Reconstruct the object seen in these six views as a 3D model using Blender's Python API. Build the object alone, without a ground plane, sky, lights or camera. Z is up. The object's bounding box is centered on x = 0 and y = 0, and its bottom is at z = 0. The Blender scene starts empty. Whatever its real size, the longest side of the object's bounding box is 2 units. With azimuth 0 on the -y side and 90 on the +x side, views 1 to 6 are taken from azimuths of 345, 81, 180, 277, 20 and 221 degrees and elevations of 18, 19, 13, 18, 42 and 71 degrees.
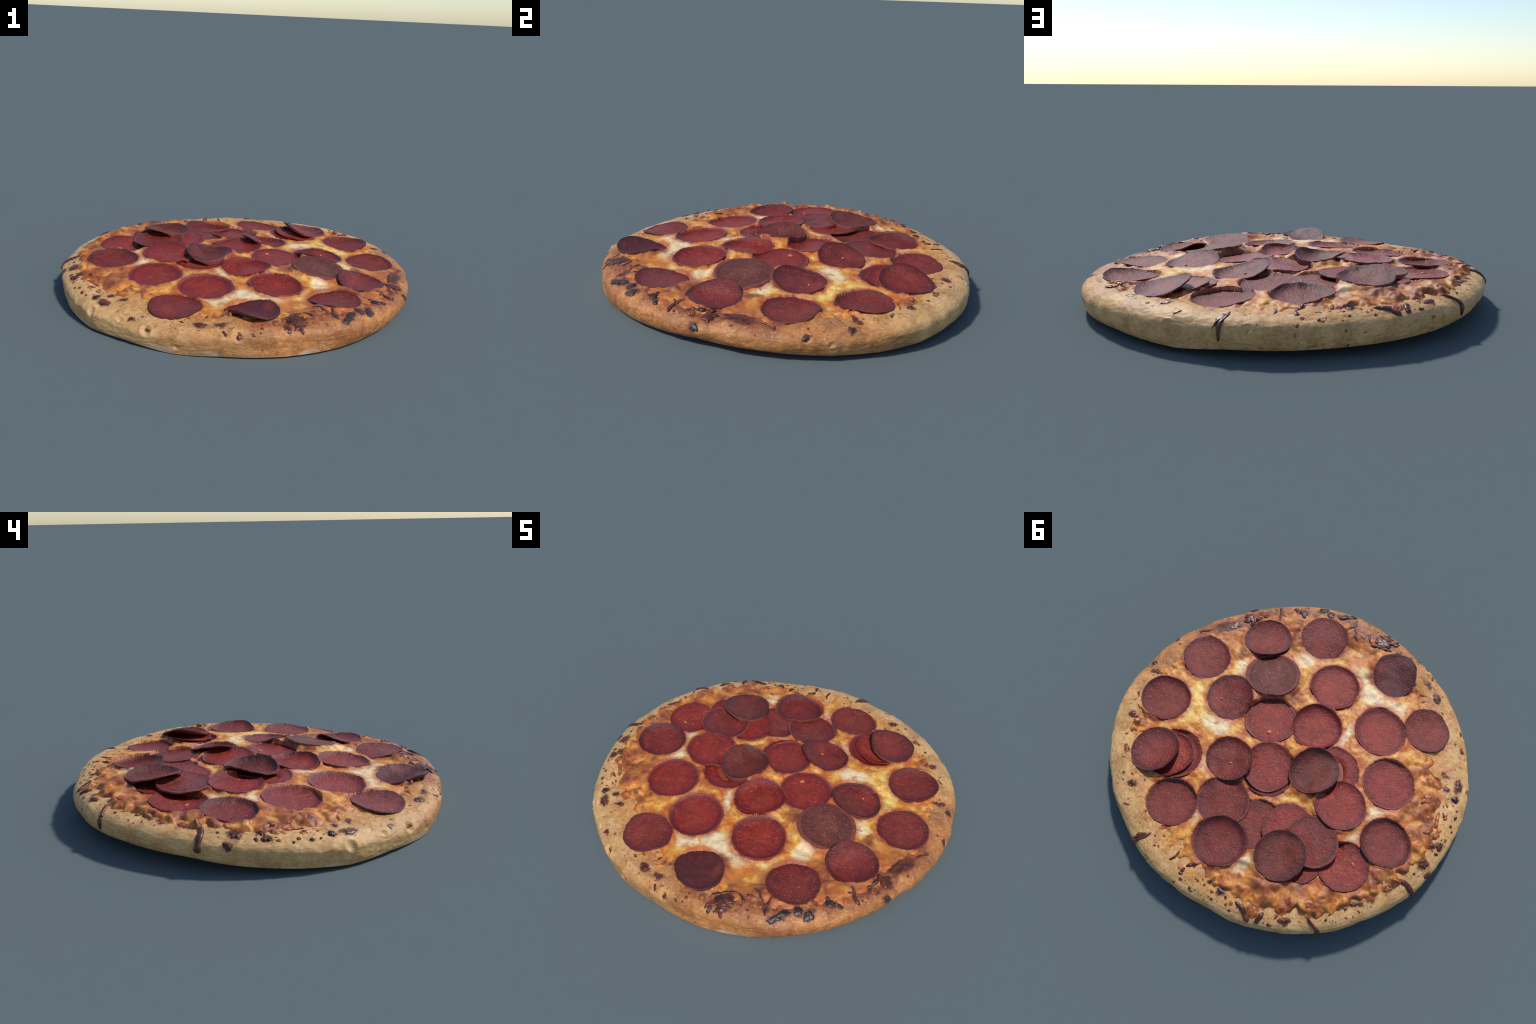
import bpy, math
import numpy as np

# =====================================================================
#  A round pepperoni pizza, slightly tilted, about 2 m across in the frame.
#  dough (crust + underside), a sheet of melted cheese, ~32 pepperoni
#  slices cupped by the oven, burnt cheese bits and strands on the crust.
# =====================================================================

# ---------------------------------------------------------------- noise
_perm = np.random.RandomState(7).permutation(256)
_perm = np.concatenate([_perm, _perm, _perm])
_grad = np.random.RandomState(11).normal(size=(256, 3))
_grad /= np.linalg.norm(_grad, axis=1)[:, None]


def perlin(x, y, z):
    x, y, z = np.broadcast_arrays(np.asarray(x, float), np.asarray(y, float), np.asarray(z, float))
    xi, yi, zi = (np.floor(v).astype(int) for v in (x, y, z))
    xf, yf, zf = x - xi, y - yi, z - zi
    f = lambda t: t * t * t * (t * (t * 6 - 15) + 10)
    u, v, w = f(xf), f(yf), f(zf)
    out = 0
    for i in (0, 1):
        for j in (0, 1):
            for k in (0, 1):
                h = _perm[_perm[_perm[(xi + i) & 255] + ((yi + j) & 255)] + ((zi + k) & 255)]
                g = _grad[h]
                d = g[..., 0] * (xf - i) + g[..., 1] * (yf - j) + g[..., 2] * (zf - k)
                out = out + d * (u if i else 1 - u) * (v if j else 1 - v) * (w if k else 1 - w)
    return out * 1.5


def fbm(x, y, z=0.0, octaves=3, gain=0.5):
    s, a = 0, 1.0
    for o in range(octaves):
        s = s + a * perlin(x * 2 ** o + 17.3 * o, y * 2 ** o + 5.1 * o, z * 2 ** o + 9.7 * o)
        a *= gain
    return s


def smooth(a, b, t):
    s = np.clip((t - a) / (b - a), 0, 1)
    return s * s * (3 - 2 * s)


_tables = {}


def around(theta_deg, table):
    """periodic smooth interpolation of (angle, value) control points"""
    if id(table) in _tables:
        g, c = _tables[id(table)]
        return np.interp((np.asarray(theta_deg) + 180) % 360, g, c)
    T = np.array([p[0] for p in table], float)
    V = np.array([p[1] for p in table], float)
    o = np.argsort(T)
    T, V = T[o], V[o]
    g = np.arange(-180, 181, 2.0)
    lin = np.interp(g[:-1], np.r_[T - 360, T, T + 360], np.r_[V, V, V])
    k = np.array([1, 2, 3, 2, 1]) / 9.0
    sm = sum(k[i] * np.roll(lin, i - 2) for i in range(5))
    _tables[id(table)] = (g + 180, np.r_[sm, sm[0]])
    return around(theta_deg, table)


# ------------------------------------------------------ the dough's outline
OUTLINE = [(-180, .992), (-170, .993), (-159, 1.005), (-150, 1.006), (-141, .996), (-130, .988), (-118, .986),
           (-105, .970), (-88, .962), (-70, .978), (-59, .972), (-47, .964), (-29, .960), (-15, .970), (-4, .994),
           (8, 1.001), (15, 1.011), (23, 1.015), (33, 1.015), (46, .993), (56, .989), (67, .979), (79, .975),
           (91, .957), (104, .945), (117, .961), (126, .971), (141, .980), (158, .984), (173, .994)]
CREST = [(-180, .168), (-165, .154), (-150, .139), (-135, .130), (-120, .128), (-105, .140), (-90, .151), (-60, .151), (-30, .135),
         (-10, .141), (8, .147), (22, .157), (45, .167), (65, .169), (90, .169), (135, .182), (160, .176)]
# (angle, radius, height) of the sharp lower edge, where the crust rolls under
FOOT = [(-164, .992, .024), (-150, 1.0, .010), (-136, .983, .013), (-120, .980, -.002), (-108, .960, .004),
        (-90, .965, .006), (-73, .958, .009), (-55, .940, .014), (-34, .930, .030), (-17, .952, .032), (0, .975, .025),
        (16, .988, .021), (29, .990, .022), (43, .981, .031), (63, .974, .022), (75, .955, .037), (88, .936, .036),
        (104, .931, .041), (119, .943, .047), (133, .949, .050), (149, .948, .056), (169, .956, .054), (180, .972, .039)]

_t = np.linspace(0, 1, 240)
_RHO = .87 * (1 - _t) ** 3 + 3 * .94 * (1 - _t) ** 2 * _t + 3 * (1 - _t) * _t ** 2 + _t ** 3
_G = (1 - _t) ** 3 + 3 * (1 - _t) ** 2 * _t + 3 * .65 * (1 - _t) * _t ** 2


def plane_base(x, y):
    """gently domed and tilted disc under the toppings"""
    return .183 - .02 * x + .025 * y - .048 * (x * x + y * y)


def top_z(x, y):
    th = np.degrees(np.arctan2(y, x))
    p = np.hypot(x, y) / around(th, OUTLINE)
    zc = around(th, CREST)
    ze = zc - .062
    s = smooth(.76, .87, p)
    inner = plane_base(x, y) * (1 - s) + zc * s
    return np.where(p > .87, ze + (zc - ze) * np.interp(p, _RHO, _G), inner)


# -------------------------------------------------------------- pepperoni
# name: x, y, z of the rim, radius, slope x, slope y, saddle cos2, saddle sin2, ellipse cos2, ellipse sin2,
#       cup depth, cup power, look, (gap direction, gap half width) where the slice stands clear of the cheese
SLICES = dict(
    A=(.756, -.101, .153, .136, .000, .006, -.001, .007, .003, -.003, 0.014, 5.0, 0, None),
    B=(.578, -.429, .166, .130, -.015, .009, -.001, -.013, .000, .007, 0.024, 2.6, 2, (150, 60)),
    C=(.345, -.658, .156, .133, .002, -.009, .002, 0.009, .000, .000, 0.007, 4.5, 0, None),
    D=(-.108, -.756, 0.172, .129, .002, -.014, .005, 0.014, -.003, -.007, 0.024, 2.4, 3, (-95, 28)),
    E=(.734, .243, .169, .136, .006, .003, .003, -.007, .002, .003, 0.022, 6.0, 0, None),
    F=(.473, -.008, .185, .134, -.020, -.012, -.004, .010, .001, -.006, 0.019, 5.0, 2, (-70, 25)),
    G=(.388, -.267, 0.194, .147, -.021, .014, -.004, .003, .003, .008, 0.004, 2.0, 4, None),
    H=(.087, -.459, .180, .141, -.004, .012, .000, .003, -.001, -.002, 0.020, 7.0, 1, None),
    I=(.205, -.060, 0.187, .142, -.010, .010, .001, -.001, .000, .005, 0.006, 3.0, 1, None),
    J=(-.008, -.201, .200, .137, .004, .002, -.002, -.010, .000, .004, 0.026, 7.0, 1, None),
    K=(-.278, -.431, .174, .144, .007, .014, -.001, -.002, .002, -.002, 0.018, 7.0, 1, None),
    L=(-.461, -.625, 0.152, .128, .004, .007, .000, -0.01, .001, -.003, 0.01, 3.0, 0, (-165, 25)),
    M=(.547, .502, .194, .133, -.027, -.006, .013, .001, -.007, -.001, 0.022, 3.5, 2, (110, 70)),
    N=(.211, .264, .201, .129, -.025, -.011, .008, .003, .005, -.001, 0.024, 5.5, 2, (170, 70)),
    O=(.023, .152, .205, .138, .013, .004, .000, .002, -.002, -.003, 0.013, 7.0, 1, None),
    P=(-.177, .005, .225, .133, .001, .004, .009, -.013, -.006, .004, 0.036, 5.0, 5, (185, 70)),
    Q=(-.512, -.228, .175, .143, .006, .015, -.002, -.001, .002, -.002, 0.01, 7.0, 1, None),
    R=(.270, .649, .170, .136, -.011, .001, .001, -.006, .004, .004, 0.014, 4.5, 0, None),
    S=(.068, .460, .188, .140, -.008, -.012, -.002, -.004, .005, .004, 0.010, 5.0, 0, None),
    T=(-.403, .049, .212, .139, 0.007, 0.007, .002, -.001, .003, -.001, 0.015, 5.0, 1, None),
    U=(-.070, .627, 0.19, .142, -.010, -.008, -.001, -.010, .003, .005, 0.028, 5.5, 2, None),
    V=(-.358, .469, .230, .137, -.005, -.010, .001, .010, -.002, .000, 0.025, 4.5, 5, (190, 80)),
    W=(-.425, .301, .215, .142, .006, .012, -.003, .006, .006, -.003, 0.010, 4.5, 0, (200, 60)),
    X=(-.634, .284, .188, .134, -.006, .010, -.006, .000, -.001, .001, 0.008, 5.0, 1, None),
    Y=(-.712, .037, .189, .135, .002, .014, .002, -.003, .004, -.002, 0.024, 5.0, 2, None),
    P2=(-.245, -.072, .189, .137, .005, .004, 0, 0, 0, 0, .003, 4.0, 1, None),
    M2=(.478, .462, .184, .133, -.008, .006, .003, 0, 0, 0, 0.016, 5.0, 1, None),
    M3=(.452, .440, .176, .142, -.012, .006, 0, 0, 0, 0, 0.014, 6.0, 1, None),
    Z=(-.288, .335, 0.204, .137, .004, .006, 0, 0, 0, 0, .003, 4.0, 1, None),
    Z2=(-.150, .430, .192, .138, .000, .004, 0, 0, 0, 0, .003, 4.0, 0, None),
    V2=(-.432, .408, .197, .138, .002, .006, 0, 0, 0, 0, .003, 4.0, 1, None),
    O2=(.000, .180, .187, .134, .004, .004, 0, 0, 0, 0, .002, 4.0, 0, None),
)
THICK = .0085
# depth of the curled wall under a raised rim, down to the cheese or to the slice below
WALL = dict(P=.034, V=.034, W=.020, N=.022, F=.020, M=.018, T=.020, G=.030, U=.016, J=.014, O=.016, M2=.012, D=.016, B=.018, H=.012, Y=.012)


def slice_top(sl, x, y):
    """(u, z): normalised radius and top height of a slice above (x, y)"""
    X, Y, Z, r, a, b, c, d, e1, e2, cup, pw = sl[:12]
    dx, dy = x - X, y - Y
    ph = np.arctan2(dy, dx)
    rr = r + e1 * np.cos(2 * ph) + e2 * np.sin(2 * ph)
    u = np.hypot(dx, dy) / rr
    return u, ph, rr, slice_z(sl, u, ph)


def slice_z(sl, u, ph):
    X, Y, Z, r, a, b, c, d, e1, e2, cup, pw = sl[:12]
    z = Z + u * (a * np.cos(ph) + b * np.sin(ph)) + u * u * (c * np.cos(2 * ph) + d * np.sin(2 * ph))
    if sl[13]:
        # on its free side the slice stays high and flat instead of dipping into the cheese
        g = np.abs((np.degrees(ph) - sl[13][0] + 180) % 360 - 180)
        cup = cup * (1 - .7 * smooth(sl[13][1] + 25, sl[13][1] - 25, g) * smooth(.15, .75, u))
    return z - cup * (1 - np.clip(u, 0, 1.2) ** pw)


# ---------------------------------------------------------------- cheese edge
CHEESE_EDGE = [(-180, .90), (-165, .88), (-150, .83), (-135, .80), (-120, .83), (-100, .87), (-85, .89), (-65, .91),
               (-45, .92), (-30, .91), (-10, .88), (10, .87), (25, .86), (40, .82), (55, .79), (70, .81), (85, .83),
               (100, .86), (115, .90), (130, .92), (150, .90), (165, .90)]
# lumps of melted cheese: x, y, radius, height
LUMPS = [(-.63, -.43, .15, -.014), (-.73, -.20, .11, -.011), (-.45, -.78, .10, -.008), (.74, -.47, .10, -.008), (.455, -.555, .05, .022), (.225, -.765, .05, .02), (-.02, -.70, .07, .015), (.66, -.36, .07, .010), (.77, .43, .07, .015), (.22, -.26, .07, .007), (.0, .31, .06, -.010),
         (.49, -.60, .04, .022), (.62, -.27, .05, .012), (-.05, -.83, .05, .012), (.18, -.60, .06, -.012),
         (.60, .06, .06, -.008), (-.44, .775, .03, .016), (-.47, .69, .045, .017), (-.55, .66, .022, .014),
         (-.60, .61, .04, .020), (-.68, .55, .02, .014), (-.67, .49, .045, .018), (-.76, .44, .025, .018),
         (-.79, .36, .045, .013), (-.84, .28, .022, .014), (-.80, .22, .05, .010), (-.875, .07, .05, .016),
         (-.85, -.06, .03, .018), (-.80, -.13, .05, .013), (-.73, -.22, .04, .010), (-.74, -.32, .05, .016),
         (-.66, -.40, .03, .014), (-.60, -.45, .04, .008), (-.36, .66, .05, .013), (-.45, .60, .03, .013),
         (-.54, .52, .05, .008), (-.88, .15, .02, .014), (-.70, .62, .018, .014), (-.90, .02, .02, .013), (-.24, -.58, .06, -.008),
         (.05, -.30, .04, -.006), (.34, .35, .05, -.008), (.35, -.44, .05, -.006)]


_rng = np.random.RandomState(21)
for _try in range(900):
    a_ = math.radians(_rng.uniform(95, 218))
    p_ = _rng.uniform(.68, .93)
    R_ = float(around(math.degrees(a_), OUTLINE))
    lx, ly = p_ * R_ * math.cos(a_), p_ * R_ * math.sin(a_)
    if any(math.hypot(lx - sl[0], ly - sl[1]) < sl[3] + .012 for sl in SLICES.values()):
        continue
    if any(math.hypot(lx - l[0], ly - l[1]) < .028 for l in LUMPS if l[3] > 0):
        continue
    LUMPS.append((round(lx, 3), round(ly, 3), round(_rng.uniform(.012, .050), 3), round(_rng.uniform(.002, .009), 4)))
    if len(LUMPS) > 84:
        break


def cheese_z(x, y):
    th = np.degrees(np.arctan2(y, x))
    R = around(th, OUTLINE)
    p = np.hypot(x, y) / R
    m = around(th, CHEESE_EDGE) - p
    m = m + .050 * fbm(x * 9, y * 9, 2.0, 3) + .045 * np.clip(fbm(x * 22, y * 22, 5.0, 2), -1, 1)
    m = m + .040 * fbm(th * .22, p * 7, 6.0, 2)
    T = np.where(m > 0, .010 * (1 - np.exp(-np.maximum(m, 0) / .030)), m * .35)
    edge = smooth(.66, .80, p) * smooth(.0, .03, m)
    west = smooth(-.1, .7, (-.95 * x + .25 * y) / np.maximum(np.hypot(x, y), .01))
    lump = .0055 * fbm(x * 8, y * 8, 1.0, 3) + .003 * fbm(x * 28, y * 28, 3.0, 2)
    bub = np.maximum(fbm(x * 13, y * 13, 8.0, 2) + .12, 0)
    T = T + lump * smooth(0, .05, m) + .006 * bub * edge * (.25 + .75 * west)
    z = top_z(x, y) + T
    for lx, ly, lr, lh in LUMPS:
        k = np.where(np.hypot(x - lx, y - ly) < lr * 3)
        if len(k[0]) == 0:
            continue
        wob = np.maximum(1 + .75 * fbm(x[k] * 13, y[k] * 13, lx * 7, 2), .35)
        q = np.hypot(x[k] - lx, y[k] - ly) / (lr * wob)
        z[k] += lh * np.exp(-q ** 3 * 1.2) * smooth(-.02, .02, m[k])
    return slices_press(x, y, z, smooth(-.01, .03, m)), m


def slices_press(x, y, z, weight):
    """cheese and dough climb to the rims of the slices baked into them and stay below every slice"""
    z = z.copy()
    cap = np.full_like(z, 9.0)
    wob = .60 + .4 * fbm(x * 12, y * 12, 4.0, 2)
    rag = .009 * fbm(x * 17, y * 17, 9.0, 2)
    for sl in SLICES.values():
        near = np.where(np.hypot(x - sl[0], y - sl[1]) < .24)
        if len(near[0]) == 0:
            continue
        xs, ys, zn = x[near], y[near], z[near]
        u, ph, rr, zs = slice_top(sl, xs, ys)
        rim = slice_z(sl, 1.0, ph) - .006 + rag[near]
        reach = rim - np.maximum(u - 1, 0) * rr * wob[near]
        s = 1.0
        if sl[13]:
            g = np.abs((np.degrees(ph) - sl[13][0] + 180) % 360 - 180)
            s = smooth(sl[13][1] - 25, sl[13][1] + 15, g)
        z[near] = zn + np.clip(reach - zn, 0, .03) * s * weight[near]
        cap[near] = np.where(u < 1.0 - 5 * np.maximum(rag[near], 0), np.minimum(cap[near], zs - THICK - .003), cap[near])
    return np.minimum(z, cap)


# ---------------------------------------------------------------- scene helpers
def new_mesh_object(name, verts, faces, parent, mat, smooth_shade=True):
    me = bpy.data.meshes.new(name)
    verts = np.asarray(verts, np.float32)
    me.vertices.add(len(verts))
    me.vertices.foreach_set("co", verts.ravel())
    faces = [np.asarray(f, np.int32) for f in (faces if isinstance(faces, list) else [faces])]
    faces = [f for f in faces if len(f)]
    tot = sum(f.size for f in faces)
    cnt = np.concatenate([np.full(len(f), f.shape[1], np.int32) for f in faces])
    me.loops.add(tot)
    me.loops.foreach_set("vertex_index", np.concatenate([f.ravel() for f in faces]))
    me.polygons.add(len(cnt))
    me.polygons.foreach_set("loop_start", np.r_[0, np.cumsum(cnt)[:-1]].astype(np.int32))
    me.polygons.foreach_set("loop_total", cnt)
    me.polygons.foreach_set("use_smooth", np.full(len(cnt), smooth_shade))
    me.update(calc_edges=True)
    me.validate()
    me.materials.append(mat)
    ob = bpy.data.objects.new(name, me)
    bpy.context.scene.collection.objects.link(ob)
    if parent is not None:
        ob.parent = parent
    return ob


def ring_faces(nr, ns, start=0):
    i = np.arange(nr - 1)[:, None]
    j = np.arange(ns)[None, :]
    k = (j + 1) % ns
    f = np.stack([i * ns + j, i * ns + k, (i + 1) * ns + k, (i + 1) * ns + j], -1).reshape(-1, 4)
    return f + start


def srgb(r, g, b):
    f = lambda c: c / 12.92 if c <= .04045 else ((c + .055) / 1.055) ** 2.4
    return (f(r / 255), f(g / 255), f(b / 255), 1)


class Nodes:
    """small helper for wiring shader nodes"""

    def __init__(self, name):
        self.mat = bpy.data.materials.new(name)
        self.mat.use_nodes = True
        self.t = self.mat.node_tree
        self.bsdf = self.t.nodes["Principled BSDF"]
        self.co = self.t.nodes.new("ShaderNodeTexCoord").outputs["Object"]
        self.pos = self.t.nodes.new("ShaderNodeNewGeometry").outputs["Position"]

    def put(self, sock, v):
        if isinstance(v, bpy.types.NodeSocket):
            self.t.links.new(v, sock)
        else:
            sock.default_value = v

    def math(self, op, a, b=0.0, c=0.0, clamp=False):
        n = self.t.nodes.new("ShaderNodeMath")
        n.operation = op
        n.use_clamp = clamp
        for s, v in zip(n.inputs, (a, b, c)):
            self.put(s, v)
        return n.outputs[0]

    def vmath(self, op, a, b=(0, 0, 0), out=0):
        n = self.t.nodes.new("ShaderNodeVectorMath")
        n.operation = op
        self.put(n.inputs[0], a)
        self.put(n.inputs[1], b)
        return n.outputs[out]

    def sep(self, v):
        n = self.t.nodes.new("ShaderNodeSeparateXYZ")
        self.put(n.inputs[0], v)
        return n.outputs

    def comb(self, x, y, z):
        n = self.t.nodes.new("ShaderNodeCombineXYZ")
        for s, v in zip(n.inputs, (x, y, z)):
            self.put(s, v)
        return n.outputs[0]

    def noise(self, v, scale, detail=3, rough=.55, dist=0.0, col=False):
        n = self.t.nodes.new("ShaderNodeTexNoise")
        self.put(n.inputs["Vector"], v)
        n.inputs["Scale"].default_value = scale
        n.inputs["Detail"].default_value = detail
        n.inputs["Roughness"].default_value = rough
        n.inputs["Distortion"].default_value = dist
        return n.outputs["Color" if col else "Fac"]

    def voronoi(self, v, scale, out="Distance", feature="F1"):
        n = self.t.nodes.new("ShaderNodeTexVoronoi")
        n.feature = feature
        self.put(n.inputs["Vector"], v)
        n.inputs["Scale"].default_value = scale
        return n.outputs[out]

    def step(self, v, a, b):
        n = self.t.nodes.new("ShaderNodeMapRange")
        n.interpolation_type = 'SMOOTHSTEP'
        self.put(n.inputs[0], v)
        n.inputs[1].default_value = a
        n.inputs[2].default_value = b
        return n.outputs[0]

    def mix(self, fac, a, b):
        n = self.t.nodes.new("ShaderNodeMix")
        n.data_type = 'RGBA'
        self.put(n.inputs[0], fac)
        self.put(n.inputs[6], a)
        self.put(n.inputs[7], b)
        return n.outputs[2]

    def ramp(self, fac, stops):
        n = self.t.nodes.new("ShaderNodeValToRGB")
        e = n.color_ramp.elements
        while len(e) < len(stops):
            e.new(.5)
        for s, (p, c) in zip(e, stops):
            s.position = p
            s.color = c
        self.put(n.inputs[0], fac)
        return n.outputs[0]

    def bump(self, h, strength, dist=.01):
        n = self.t.nodes.new("ShaderNodeBump")
        n.inputs["Strength"].default_value = strength
        n.inputs["Distance"].default_value = dist
        self.put(n.inputs["Height"], h)
        return n.outputs[0]

    def done(self, color, rough, normal=None, spec=.5):
        self.put(self.bsdf.inputs["Base Color"], color)
        self.put(self.bsdf.inputs["Roughness"], rough)
        self.put(self.bsdf.inputs["Specular IOR Level"], spec)
        if normal is not None:
            self.put(self.bsdf.inputs["Normal"], normal)
        return self.mat


# ---------------------------------------------------------------- burnt bits of cheese
# x, y, half length, half width, heading, tone (0 brown, 1 dark, 2 black)
BITS_BACK = [(.905, .164, .020, .009, -156, 1), (.802, .44, .016, .016, -136, 1), (.775, .432, .013, .008, -136, 0),
             (.748, .453, .016, .013, -136, 0), (.737, .544, .009, .007, -136, 1), (.858, .366, .011, .005, -136, 1),
             (.67, .606, .012, .017, -136, 0), (.648, .65, .013, .006, -136, 1), (.581, .708, .008, .011, -136, 0),
             (.498, .718, .021, .015, -156, 1), (.442, .819, .020, .005, -156, 0), (.257, .891, .035, .013, -126, 1),
             (-.189, .802, .016, .009, -116, 1), (-.26, .81, .017, .019, -136, 2), (-.228, .842, .01, .01, -136, 1),
             (-.251, .867, .009, .009, -136, 1), (-.357, .848, .008, .007, -136, 1), (-.127, .906, .008, .007, -136, 1),
             (-.555, .762, .012, .009, -136, 1), (-.6, .696, .024, .016, -136, 1), (-.554, .704, .008, .017, -166, 0),
             (-.30, .815, .007, .009, -136, 1), (-.751, .546, .007, .006, -136, 1), (-.785, .432, .012, .011, -136, 0),
             (-.806, .382, .033, .010, -136, 1), (-.862, .353, .008, .007, -136, 0), (-.834, .294, .024, .029, -156, 0),
             (-.878, .207, .023, .012, -116, 0), (-.446, .775, .027, .023, -116, 0), (-.624, .556, .027, .02, -136, 0),
             (-.221, .896, .006, .005, -136, 1), (-.117, .852, .005, .005, -136, 1), (-.343, .819, .009, .015, -156, 0)]
BITS_WEST = [(-.982, .002, .015, .016, -166, 1), (-.926, .053, .009, .009, -136, 2), (-.923, -.022, .031, .027, -166, 1),
             (-.93, -.157, .017, .017, -136, 1), (-.895, -.127, .02, .016, -136, 1), (-.933, -.206, .007, .009, -136, 0),
             (-.833, -.165, .016, .017, -136, 0), (-.829, -.423, .017, .016, -136, 2), (-.755, -.43, .017, .013, -156, 1),
             (-.701, -.488, .021, .011, -156, 2), (-.794, -.49, .019, .031, -146, 1), (-.742, -.515, .009, .011, -136, 1),
             (-.894, -.344, .009, .008, -136, 1), (-.905, -.287, .008, .009, -136, 1), (-.929, -.27, .005, .005, -136, 1),
             (-.787, -.236, .016, .009, -156, 0), (-.844, -.306, .008, .009, -136, 1), (-.676, -.675, .009, .017, -136, 1),
             (-.635, -.696, .005, .008, -136, 1), (-.61, -.764, .005, .013, -136, 1), (-.517, -.774, .007, .004, -136, 1),
             (-.387, -.81, .013, .012, -136, 1), (-.462, -.771, .007, .005, -136, 1), (-.876, -.38, .005, .005, -136, 1),
             (-.815, -.366, .013, .005, -206, 0), (-.748, -.484, .017, .004, -146, 0), (-.944, -.114, .011, .008, -136, 1),
             (-.717, -.311, .029, .029, -136, 0)]
BITS_FRONT = [(.077, -.877, .052, .028, 31, 1), (.078, -.925, .029, .013, 21, 1), (.147, -.909, .006, .006, 21, 1),
              (.199, -.886, .009, .009, 21, 1), (.331, -.879, .032, .015, 41, 2), (.371, -.839, .023, .014, 51, 2),
              (.422, -.802, .02, .023, 1, 2), (.475, -.794, .02, .027, 1, 2), (.544, -.697, .026, .02, -8, 2),
              (.595, -.695, .012, .011, 1, 2), (.765, -.461, .029, .031, 21, 1), (.804, -.34, .069, .03, 46, 1),
              (.791, -.535, .018, .016, 41, 2), (-.372, -.828, .02, .016, 1, 1), (-.282, -.855, .024, .013, 1, 1),
              (-.214, -.936, .009, .01, 21, 1), (-.146, -.942, .007, .007, 21, 1), (-.112, -.939, .007, .007, 21, 1),
              (.956, .129, .012, .016, 21, 2), (.975, -.075, .009, .018, 21, 2), (.883, .16, .02, .008, 21, 1),
              (-.031, -.894, .012, .013, 21, 0), (.712, -.544, .028, .015, 21, 0), (.025, -.935, .01, .02, 1, 1),
              (.618, -.607, .018, .008, 1, 1), (.916, -.282, .006, .005, 21, 1), (.84, -.383, .005, .006, 21, 1),
              (.686, -.614, .006, .006, 21, 1), (-.202, -.927, .011, .009, 21, 2), (-.075, -.84, .005, .005, 21, 0),
              (.272, -.848, .023, .014, -38, 1), (.187, -.81, .023, .009, 1, 1)]

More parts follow.
